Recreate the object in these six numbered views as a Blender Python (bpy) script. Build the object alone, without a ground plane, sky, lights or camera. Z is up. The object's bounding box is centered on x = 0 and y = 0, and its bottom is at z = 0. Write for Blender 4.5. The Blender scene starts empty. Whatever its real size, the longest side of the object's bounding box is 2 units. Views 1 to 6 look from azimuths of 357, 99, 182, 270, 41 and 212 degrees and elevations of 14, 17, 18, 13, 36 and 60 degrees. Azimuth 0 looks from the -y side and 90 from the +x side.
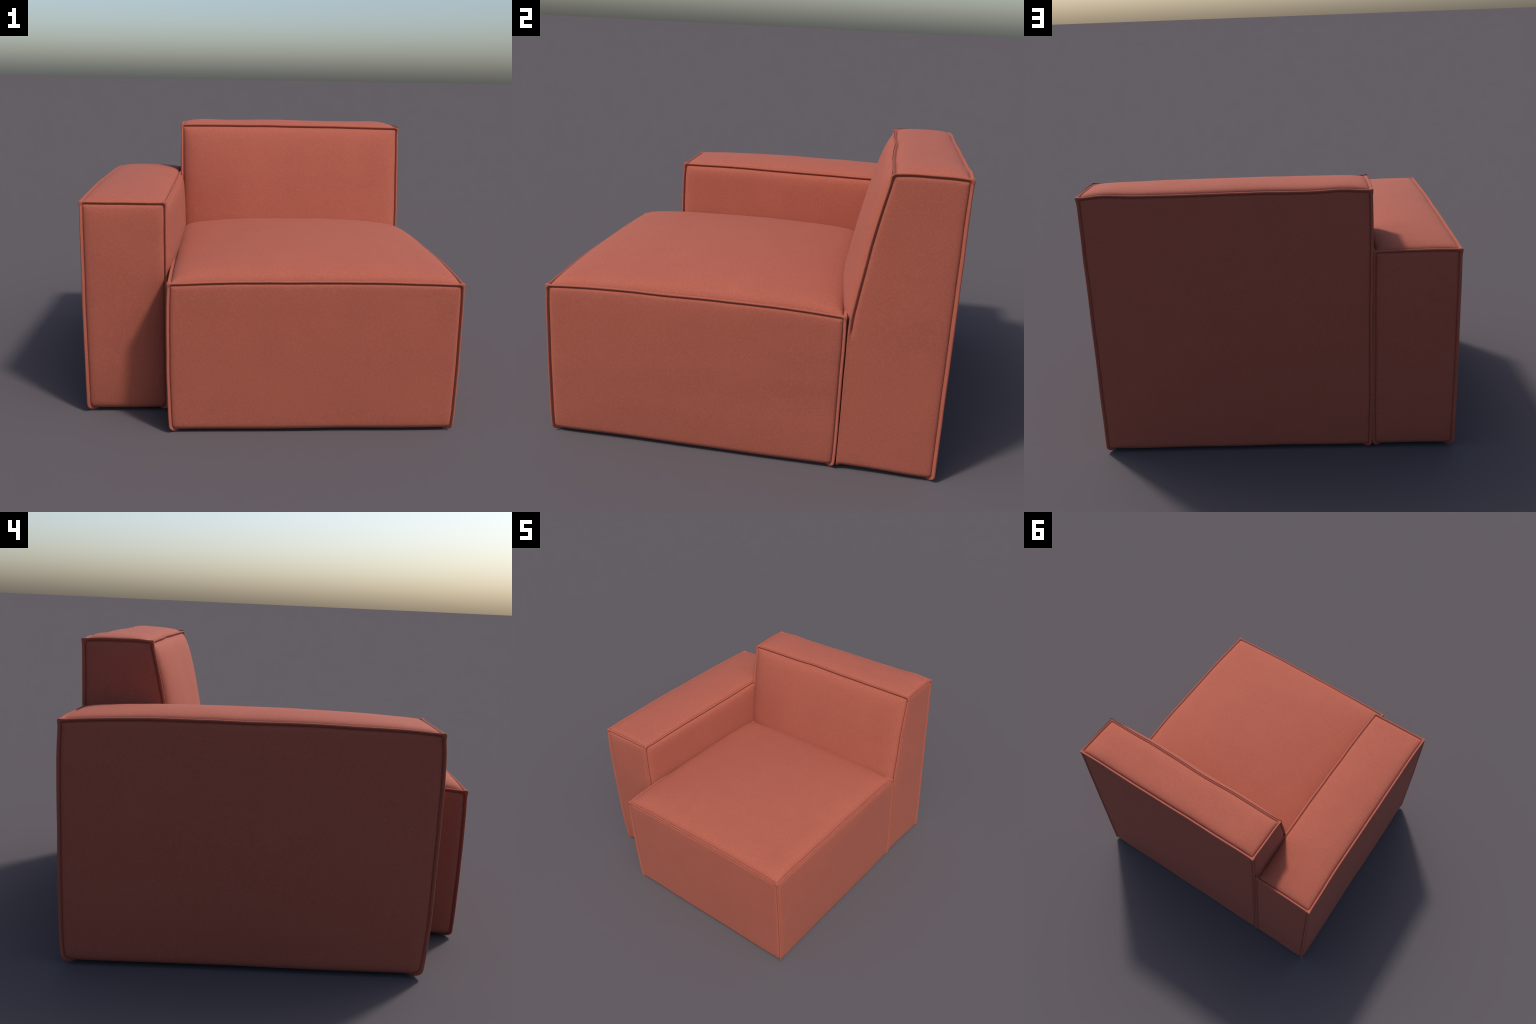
"""Low modular lounge chair: a seat block, a tall back block with a sloping
front and one side arm block, all in terracotta felted fabric with raised flange seams
along the edges.  Every block is six stretched fabric panels sewn to a flange."""
import bpy
import math
import numpy as np
from mathutils import Vector, noise

# ------------------------------------------------------------------ seam section
FIN_DEPTH = 0.0175          # how far the flange stands out of its crease
FIN_HALF = 0.0052           # half its thickness
R2 = math.sqrt(2.0)


def flange_rows():
    """(d, h) of half the flange, seen by one panel: d inward in the panel's plane,
    h along its normal, both from the crest of the flange."""
    rows = []
    for deg in (90, 60, 32, 8):                     # rounded crest
        a = math.radians(deg)
        t, g = FIN_HALF * math.cos(a), FIN_HALF * math.sin(a) - FIN_HALF
        rows.append(((t - g) / R2, (t + g) / R2))
    for s in (0.55, 0.85, 1.0):                     # flat wall down to the crease
        pinch = 1.0 - 0.40 * s * s
        t, g = FIN_HALF * pinch, -FIN_DEPTH * s
        rows.append(((t - g) / R2, (t + g) / R2))
    return rows


FLANGE = flange_rows()
N_FIN = len(FLANGE) - 1                             # row index of the crease
D_CREASE, H_CREASE = FLANGE[-1]
ROLL = [0.0012, 0.003, 0.0055, 0.009, 0.0135, 0.019, 0.026, 0.035, 0.047, 0.062, 0.08, 0.10]
SEWN = [d for d, h in FLANGE] + [D_CREASE + r for r in ROLL]
CURL_ROWS = [i * 0.0055 for i in range(11)] + [0.072, 0.09]
N_MID = 46
CORNER = 0.027              # radius of the crease in a panel's corners


class AxisRows:
    """Spacing of the mesh rows along one axis of a block: fine by the seams."""

    def __init__(self, start, end):
        self.start, self.end = np.array(start), np.array(end)
        self.n = len(start) + len(end) + N_MID

    def t(self, length):
        """row positions 0..1 on a line of this length (length may be an array)"""
        length = np.asarray(length, float)[..., None]
        a, b = self.start / length, 1.0 - self.end[::-1] / length
        k = np.arange(1, N_MID + 1) / (N_MID + 1)
        mid = a[..., -1:] + (b[..., :1] - a[..., -1:]) * k
        return np.concatenate([a, mid, b], axis=-1)


SIDEWAYS = AxisRows(SEWN, SEWN)
UPRIGHT = AxisRows(CURL_ROWS, SEWN)


def smooth01(x):
    x = np.clip(x, 0, 1)
    return x * x * (3 - 2 * x)


def wobble(t, length, seed, amount):
    """slow hand-sewn waver of a seam, zero at its two ends"""
    t = np.atleast_1d(t)
    out = np.zeros((len(t), 3))
    for i, x in enumerate(t):
        p = Vector((x * length * 3.6, seed * 7.31, 1.7))
        v = noise.noise_vector(p) + 0.45 * noise.noise_vector(p * 2.3 + Vector((9, 4, 2)))
        out[i] = v
    fade = smooth01(np.minimum(t, 1 - t) * length / 0.10)
    return out * fade[:, None] * amount


# ------------------------------------------------------------------ one block
class Block:
    def __init__(self, name, corners, seed, bows=None, extra=None, bulge=None,
                 roll=None, curl=0.036, lift=0.010, weak=None, tuck=None, waver=0.0024):
        self.name, self.seed = name, seed
        self.c = {k: np.array(v, float) for k, v in corners.items()}
        self.bows, self.extra = bows or {}, extra or {}
        self.bulge, self.roll = bulge or {}, roll or {}
        self.curl, self.lift, self.weak, self.waver = curl, lift, weak or {}, waver
        self.tuck = tuck or {}

    # --- edges: key is a 3-letter code such as "xRT": along x, rear, top
    def key(self, axis, i, j, k):
        X, Y, Z = "LR"[i], "FB"[j], "DT"[k]
        return {"x": "x" + Y + Z, "y": "y" + X + Z, "z": "z" + X + Y}[axis]

    def chord(self, axis, i, j, k):
        ends = {"x": ((0, j, k), (1, j, k)), "y": ((i, 0, k), (i, 1, k)), "z": ((i, j, 0), (i, j, 1))}[axis]
        return self.c[ends[0]], self.c[ends[1]]

    def length(self, axis, i, j, k):
        a, b = self.chord(axis, i, j, k)
        ln = float(np.linalg.norm(b - a))
        if axis == "z":
            ln += self.curl * (math.pi / 2 - 1)
        elif k == 0:
            ln -= 2 * self.curl
        return ln

    def edge(self, axis, i, j, k, t):
        """points of an edge's crest at parameters t"""
        a, b = self.chord(axis, i, j, k)
        key = self.key(axis, i, j, k)
        ln = self.length(axis, i, j, k)
        code = self.seed + sum(ord(ch) * (n + 1) for n, ch in enumerate(key))
        if axis == "z":
            r, s = self.curl, t * ln
            arc = r * math.pi / 2
            phi = np.minimum(s / r, math.pi / 2)
            inward = r * (1 - np.sin(phi))
            rise = np.where(s < arc, r * (1 - np.cos(phi)), r + (s - arc))
            f = (rise / (b[2] - a[2]))[:, None]
            p = a + (b - a) * f
            tx, ty = self.tuck.get((i, j), (1, 1))
            p[:, 0] += inward * (1 - 2 * i) * tx
            p[:, 1] += inward * (1 - 2 * j) * ty
            f = f[:, 0]
        else:
            a, b = a.copy(), b.copy()
            if k == 0:                              # lower rim, tucked under
                for p0, ii, jj in ((a, 0 if axis == "x" else i, 0 if axis == "y" else j),
                                   (b, 1 if axis == "x" else i, 1 if axis == "y" else j)):
                    tx, ty = self.tuck.get((ii, jj), (1, 1))
                    p0[0] += self.curl * (1 - 2 * ii) * tx
                    p0[1] += self.curl * (1 - 2 * jj) * ty
            p = a + (b - a) * t[:, None]
            f = t
            if k == 0:
                d = np.minimum(t, 1 - t) * ln
                p[:, 2] += self.lift * (1 - np.exp(-(d / 0.014) ** 2))
                return p
        if key in self.bows:
            q = 1 - np.abs(2 * f - 1) ** (5 if axis == "z" else 3.5)
            p = p + np.array(self.bows[key]) * q[:, None]
        if key in self.extra:
            p = p + self.extra[key](f)
        return p + wobble(f, ln, code, self.waver)

    def strength(self, key, f, length):
        """how far a flange stands out along its edge; it dies away under the block"""
        s = np.ones_like(f)
        if key[0] == "z":
            s = 0.42 + 0.58 * smooth01(f * length / 0.06)
        if key in self.weak:
            s = s * self.weak[key](f)
        return s

    # --- panels
    def panel(self, face):
        """grid of points of one panel; face: F B L R T"""
        if face in "FB":
            j = 0 if face == "F" else 1
            low, high = ("x", 0, j, 0), ("x", 0, j, 1)
            left, right = ("z", 0, j, 0), ("z", 1, j, 0)
            au, av = SIDEWAYS, UPRIGHT
            flip = 1 if face == "F" else -1
        elif face in "LR":
            i = 0 if face == "L" else 1
            low, high = ("y", i, 0, 0), ("y", i, 0, 1)
            left, right = ("z", i, 0, 0), ("z", i, 1, 0)
            au, av = SIDEWAYS, UPRIGHT
            flip = 1 if face == "R" else -1
        else:
            low, high = ("x", 0, 0, 1), ("x", 0, 1, 1)
            left, right = ("y", 0, 0, 1), ("y", 1, 0, 1)
            au, av = SIDEWAYS, SIDEWAYS
            flip = 1
        e = lambda spec, t: self.edge(*spec, np.asarray(t))
        lu0, lu1 = self.length(*low), self.length(*high)
        lv0, lv1 = self.length(*left), self.length(*right)
        nu, nv = au.n, av.n
        # row parameters differ a little from edge to edge, so blend them
        tu0, tu1 = au.t(lu0), au.t(lu1)
        tv0, tv1 = av.t(lv0), av.t(lv1)
        uu = np.zeros((nu, nv))
        vv = np.zeros((nu, nv))
        bl_v, bl_u = 0.5 * (tv0 + tv1), 0.5 * (tu0 + tu1)
        uu = tu0[:, None] * (1 - bl_v)[None] + tu1[:, None] * bl_v[None]
        vv = tv0[None] * (1 - bl_u)[:, None] + tv1[None] * bl_u[:, None]

        def coons(u, v):
            sh = u.shape
            B, T = e(low, u.ravel()).reshape(sh + (3,)), e(high, u.ravel()).reshape(sh + (3,))
            L, R = e(left, v.ravel()).reshape(sh + (3,)), e(right, v.ravel()).reshape(sh + (3,))
            return B, T, L, R

        # edges at the shared row parameters (the same points from either panel)
        B, T = e(low, tu0)[:, None], e(high, tu1)[:, None]
        L, R = e(left, tv0)[None], e(right, tv1)[None]
        U, V = uu[..., None], vv[..., None]
        c00, c10, c01, c11 = B[0, 0], B[-1, 0], T[0, 0], T[-1, 0]
        P = ((1 - V) * B + V * T + (1 - U) * L + U * R
             - ((1 - U) * (1 - V) * c00 + U * (1 - V) * c10 + (1 - U) * V * c01 + U * V * c11))
        # normals of the stretched panel
        du = np.gradient(P, axis=0)
        dv = np.gradient(P, axis=1)
        N = np.cross(du, dv) * flip
        N /= np.maximum(np.linalg.norm(N, axis=-1, keepdims=True), 1e-9)
        if face != "T":
            N[0], N[-1] = N[1], N[-2]
        # distances from the four seams
        lu = lu0 * (1 - vv) + lu1 * vv
        lv = lv0 * (1 - uu) + lv1 * uu
        big = np.full((nu, nv), 9.0)
        d4 = [uu * lu, (1 - uu) * lu, vv * lv if face == "T" else big, (1 - vv) * lv]
        keys = [self.key(*left), self.key(*right), self.key(*low), self.key(*high)]
        along = [vv, vv, uu, uu]
        fd, fh = np.array([r[0] for r in FLANGE]), np.array([r[1] for r in FLANGE])
        rl = self.roll.get(face, (0.004, 0.02))
        target, rr = rl
        # crease: the flange's section, swept round a small radius in the panel's corners
        strength = [self.strength(key, al, ln) for key, al, ln in
                    zip(keys, along, (lv0, lv1, lu0, lu1))]
        d_min = np.minimum.reduce(d4)
        which = np.argmin(np.stack(d4), axis=0)
        R = CORNER
        for ia in (0, 1):
            for ib in (2, 3):
                a, b = np.maximum(R - d4[ia], 0), np.maximum(R - d4[ib], 0)
                d_min = np.where((a > 0) & (b > 0), np.minimum(d_min, R - np.hypot(a, b)), d_min)
        s_at = np.choose(which, strength)
        dip = np.interp(np.maximum(d_min, 0), fd, fh) * s_at
        # rounded-corner distance for the panel itself
        rise = np.ones((nu, nv))
        for d in d4:
            rise *= 1 - np.exp(-np.maximum(d - D_CREASE, 0) / rr)
        out_of_crease = np.maximum(d_min - D_CREASE, 0)
        rise *= 1 - np.exp(-out_of_crease / 0.006)
        quick = 0.9 if face == "T" else 0.75
        lip = quick * np.exp(-out_of_crease / 0.0045) + (1 - quick) * np.exp(-out_of_crease / 0.020)       # the cloth turns sharply out of the crease
        base = H_CREASE * s_at
        h = np.where(d_min <= D_CREASE + 1e-9, dip, base * lip + target * rise)
        # stuffing
        amount, pw = self.bulge.get(face, (0.006, 0.8))
        fu = np.sin(math.pi * np.clip((uu * lu - D_CREASE) / (lu - 2 * D_CREASE), 0, 1))
        if face == "T":
            fv = np.sin(math.pi * np.clip((vv * lv - D_CREASE) / (lv - 2 * D_CREASE), 0, 1))
        else:
            fv = np.sin(math.pi * np.clip(vv * (1 - D_CREASE / lv * 0) / (1 - D_CREASE / lv), 0, 1))
        stuff = amount * np.maximum(fu, 0) ** pw * np.maximum(fv, 0) ** pw
        # soft unevenness of the filling
        soft = np.zeros((nu, nv))
        for a in range(nu):
            for b in range(nv):
                soft[a, b] = noise.noise(Vector(P[a, b]) * 2.6 + Vector((self.seed, 3.1, 0)))
        inside = smooth01((d_min - D_CREASE) / 0.12)
        if face != "T":                             # no stuffing round the tucked lower rim
            ease = smooth01((vv * lv - 0.02) / 0.22)
            stuff = stuff * ease
            h = np.where(d_min <= D_CREASE + 1e-9, h, h + np.minimum(0, -(target - 0.0) * rise * (1 - ease)))
        h = h + stuff + 0.0035 * soft * inside
        P = P + N * h[..., None]
        return P, flip, face

    def build(self, parent, material):
        body_v, body_f, seam_v, seam_f = [], [], [], []
        under = []

        def emit(store_v, store_f, P, mask, flip):
            nu, nv = P.shape[:2]
            idx = {}
            for a in range(nu - 1):
                for b in range(nv - 1):
                    if not mask[a, b]:
                        continue
                    q = [(a, b), (a + 1, b), (a + 1, b + 1), (a, b + 1)]
                    if flip < 0:
                        q.reverse()
                    out = []
                    for k in q:
                        if k not in idx:
                            idx[k] = len(store_v)
                            store_v.append(P[k])
                        out.append(idx[k])
                    store_f.append(out)

        for face in "FRBLT":
            P, flip, _ = self.panel(face)
            P = self.ears(P)
            nu, nv = P.shape[:2]
            a = np.arange(nu - 1)[:, None]
            b = np.arange(nv - 1)[None]
            fin = (a < N_FIN) | (a >= nu - 1 - N_FIN) | (b >= nv - 1 - N_FIN)
            if face == "T":
                fin = fin | (b < N_FIN)
            emit(body_v, body_f, P, ~fin, flip)
            emit(seam_v, seam_f, P, fin, flip)
            if face != "T":
                rim = P[N_FIN:nu - N_FIN, 0]
                under.extend(rim if face in "FR" else rim[::-1])
        # plain cloth underside
        n0 = len(body_v)
        body_v.extend(under)
        mid = np.mean(under, axis=0)
        mid[2] = np.max([p[2] for p in under])
        ring = [np.array([mid[0] + (p[0] - mid[0]) * 0.93, mid[1] + (p[1] - mid[1]) * 0.93, mid[2] + 0.003]) for p in under]
        n1 = len(body_v)
        body_v.extend(ring)
        m = len(under)
        for k in range(m):
            k2 = (k + 1) % m
            body_f.append([n0 + k, n1 + k, n1 + k2, n0 + k2])
        body_f.append([n1 + k for k in range(m)][::-1])
        body = mesh_object(self.name, body_v, body_f, material, parent)
        seam = mesh_object("flange_seam", seam_v, seam_f, material, body)
        return body, seam

    def ears(self, P):
        """flanges run together at the upper corners in a small folded ear"""
        for (i, j, k), c in self.c.items():
            if k == 0:
                continue
            out = np.array([2 * i - 1, 2 * j - 1, 1.0]) / math.sqrt(3)
            d = np.linalg.norm(P - c, axis=-1)
            P = P + out * (0.0098 * np.exp(-(d / 0.018) ** 2) - 0.0068 * np.exp(-d / 0.0062))[..., None]
        return P


def mesh_object(name, verts, faces, material, parent):
    me = bpy.data.meshes.new(name)
    me.from_pydata([tuple(map(float, v)) for v in verts], [], faces)
    me.update()
    import bmesh
    bm = bmesh.new()
    bm.from_mesh(me)
    bmesh.ops.remove_doubles(bm, verts=bm.verts, dist=2e-4)
    bm.to_mesh(me)
    bm.free()
    me.polygons.foreach_set("use_smooth", [True] * len(me.polygons))
    me.materials.append(material)
    ob = bpy.data.objects.new(name, me)
    bpy.context.scene.collection.objects.link(ob)
    ob.parent = parent
    return ob


# ------------------------------------------------------------------ fabric
def felt_fabric():
    mat = bpy.data.materials.new("terracotta_felt_fabric")
    mat.use_nodes = True
    nt = mat.node_tree
    nt.nodes.clear()
    N, L = nt.nodes.new, nt.links.new

    def tex_noise(scale, detail, rough):
        n = N("ShaderNodeTexNoise")
        n.inputs["Scale"].default_value = scale
        n.inputs["Detail"].default_value = detail
        n.inputs["Roughness"].default_value = rough
        L(co.outputs["Object"], n.inputs["Vector"])
        return n

    def ramp(src, a, b, lo, hi):
        r = N("ShaderNodeMapRange")
        for s, v in zip(("From Min", "From Max", "To Min", "To Max"), (a, b, lo, hi)):
            r.inputs[s].default_value = v
        L(src, r.inputs["Value"])
        return r.outputs["Result"]

    def mix(fac, a, b, blend="MIX"):
        m = N("ShaderNodeMix")
        m.data_type, m.blend_type = "RGBA", blend
        L(fac, m.inputs["Factor"])
        for sock, v in ((m.inputs[6], a), (m.inputs[7], b)):
            if isinstance(v, tuple):
                sock.default_value = v
            else:
                L(v, sock)
        return m.outputs[2]

    co = N("ShaderNodeTexCoord")
    out = N("ShaderNodeOutputMaterial")
    bsdf = N("ShaderNodeBsdfPrincipled")
    cloud = tex_noise(6.5, 4.0, 0.6)
    mottle = tex_noise(95.0, 3.0, 0.6)
    fibre = tex_noise(420.0, 3.0, 0.65)
    base = mix(ramp(cloud.outputs["Fac"], 0.32, 0.68, 0, 1), BASE_DARK, BASE_LIGHT)
    worn = mix(ramp(mottle.outputs["Fac"], 0.50, 0.72, 0, 0.52), base, BASE_SPECK)
    dusk = mix(ramp(mottle.outputs["Fac"], 0.48, 0.28, 0, 0.46), worn, BASE_SHADE)
    L(dusk, bsdf.inputs["Base Color"])
    bsdf.inputs["Roughness"].default_value = 0.9
    bsdf.inputs["Specular IOR Level"].default_value = 0.25
    bsdf.inputs["Sheen Weight"].default_value = SHEEN
    bsdf.inputs["Sheen Roughness"].default_value = 0.5
    bsdf.inputs["Sheen Tint"].default_value = (1.0, 0.72, 0.64, 1)
    b1 = N("ShaderNodeBump")
    b1.inputs["Strength"].default_value = 0.18
    b1.inputs["Distance"].default_value = 0.002
    L(fibre.outputs["Fac"], b1.inputs["Height"])
    b2 = N("ShaderNodeBump")
    b2.inputs["Strength"].default_value = 0.10
    b2.inputs["Distance"].default_value = 0.006
    L(mottle.outputs["Fac"], b2.inputs["Height"])
    L(b1.outputs["Normal"], b2.inputs["Normal"])
    L(b2.outputs["Normal"], bsdf.inputs["Normal"])
    L(bsdf.outputs["BSDF"], out.inputs["Surface"])
    return mat


BASE_DARK = (0.299, 0.0775, 0.0484, 1)
BASE_LIGHT = (0.310, 0.0813, 0.0507, 1)
BASE_SPECK = (0.355, 0.104, 0.070, 1)
BASE_SHADE = (0.268, 0.066, 0.043, 1)
SHEEN = 0.04


def box(xl, xr, yf, yb, zt, **moved):
    c = {(i, j, k): [(xl, xr)[i], (yf, yb)[j], (0.0, zt)[k]] for i in (0, 1) for j in (0, 1) for k in (0, 1)}
    for name, p in moved.items():
        key = ("LR".index(name[0]), "FB".index(name[1]), "DT".index(name[2]))
        c[key] = list(p)
    return c


def back_front_edge(x_out):
    """front seam of the back block: slopes forward on its way down, then drops upright"""
    zs = np.array([0.0, 0.45, 0.70, 0.80, 0.947, 1.149, 1.33, 1.488])
    ys = np.array([0.500, 0.502, 0.502, 0.509, 0.530, 0.562, 0.598, 0.634])

    def off(f):
        z = f * 1.488
        y = np.interp(z, zs, ys)
        out = np.zeros((len(f), 3))
        out[:, 1] = y - (0.498 + (0.634 - 0.498) * f)
        return out
    return off


def bumps(spec, axis):
    """local pulls of a seam: (where, width, amount)"""
    def off(f):
        out = np.zeros((len(f), 3))
        for at, width, amount in spec:
            out[:, axis] += amount * np.exp(-((f - at) / width) ** 2)
        return out
    return off


def main():
    felt = felt_fabric()
    chair = bpy.data.objects.new("modular_lounge_chair", None)
    bpy.context.scene.collection.objects.link(chair)
    chair["label"] = "terracotta fabric modular lounge chair, one arm, raised flange seams"
    chair["category"] = "armchair"

    seat = Block("seat", box(-0.510, 0.985, -0.982, 0.491, 0.809,
                             LFT=(-0.514, -0.982, 0.810)), 11,
                 bows={"xFT": (0, -0.003, 0.014), "xBT": (0, 0, 0.030), "yLT": (0, 0, 0.022),
                       "yRT": (0.008, 0, 0.022), "zLF": (-0.009, -0.004, 0), "zRF": (0.007, -0.004, 0),
                       "zRB": (0.006, 0.006, 0), "zLB": (-0.006, 0, 0)},
                 bulge={"T": (0.056, 0.8), "F": (0.004, 0.8), "R": (0.005, 0.8), "L": (0.01, 0.8)},
                 roll={"T": (0.030, 0.032), "F": (0.000, 0.018), "R": (0.000, 0.018)})
    fade = lambda f: smooth01((f * 1.488 - 0.735) / 0.007)
    back = Block("backrest", box(-0.518, 0.990, 0.498, 0.980, 1.492,
                                 LFD=(-0.518, 0.498, 0.009), RFD=(0.985, 0.498, 0.009),
                                 LFT=(-0.518, 0.634, 1.489), RFT=(0.990, 0.634, 1.485)), 23,
                 bows={"xBT": (0, 0, 0.004), "xFT": (0, 0, 0.006), "yLT": (0, 0, 0.010), "yRT": (0, 0, 0.008),
                       "zLB": (-0.004, 0, 0)},
                 tuck={(0, 0): (1, 0), (1, 0): (1, 0)},
                 extra={"zLF": back_front_edge(-1), "zRF": back_front_edge(1),
                        "xBT": bumps([(0.10, 0.06, 0.006), (0.905, 0.06, 0.009)], 2),
                        "xFT": bumps([(0.42, 0.10, 0.007), (0.75, 0.08, -0.004)], 1)},
                 bulge={"T": (0.010, 0.6), "F": (0.052, 0.85), "R": (0.005, 0.8), "L": (0.006, 0.8), "B": (0.003, 0.8)},
                 roll={"T": (0.009, 0.020), "F": (0.031, 0.045), "B": (-0.002, 0.018), "R": (0.000, 0.02)},
                 weak={"zLF": fade, "zRF": fade})
    arm = Block("armrest", box(-0.980, -0.529, -0.719, 0.979, 1.170,
                               LFT=(-0.981, -0.718, 1.176), RFT=(-0.533, -0.716, 1.174),
                               LBT=(-0.982, 0.979, 1.166), RBT=(-0.525, 0.972, 1.164),
                               RBD=(-0.5235, 0.979, 0.0)), 37, curl=0.044,
                bows={"yLT": (0.006, 0, 0.022), "yRT": (0.010, 0, 0.010), "xFT": (0, 0, 0.001), "xBT": (0, 0, 0.005),
                      "zLF": (0, -0.021, 0), "zRF": (0, -0.012, 0), "zLB": (0, 0.014, 0), "zRB": (0.001, 0, 0)},
                bulge={"T": (0.024, 0.8), "F": (0.004, 0.8), "R": (0.030, 0.6), "L": (0.016, 0.7), "B": (0.003, 0.8)},
                roll={"T": (0.010, 0.022), "R": (0.012, 0.024), "L": (0.002, 0.02), "B": (-0.002, 0.018)})
    for block in (seat, back, arm):
        block.build(chair, felt)


main()
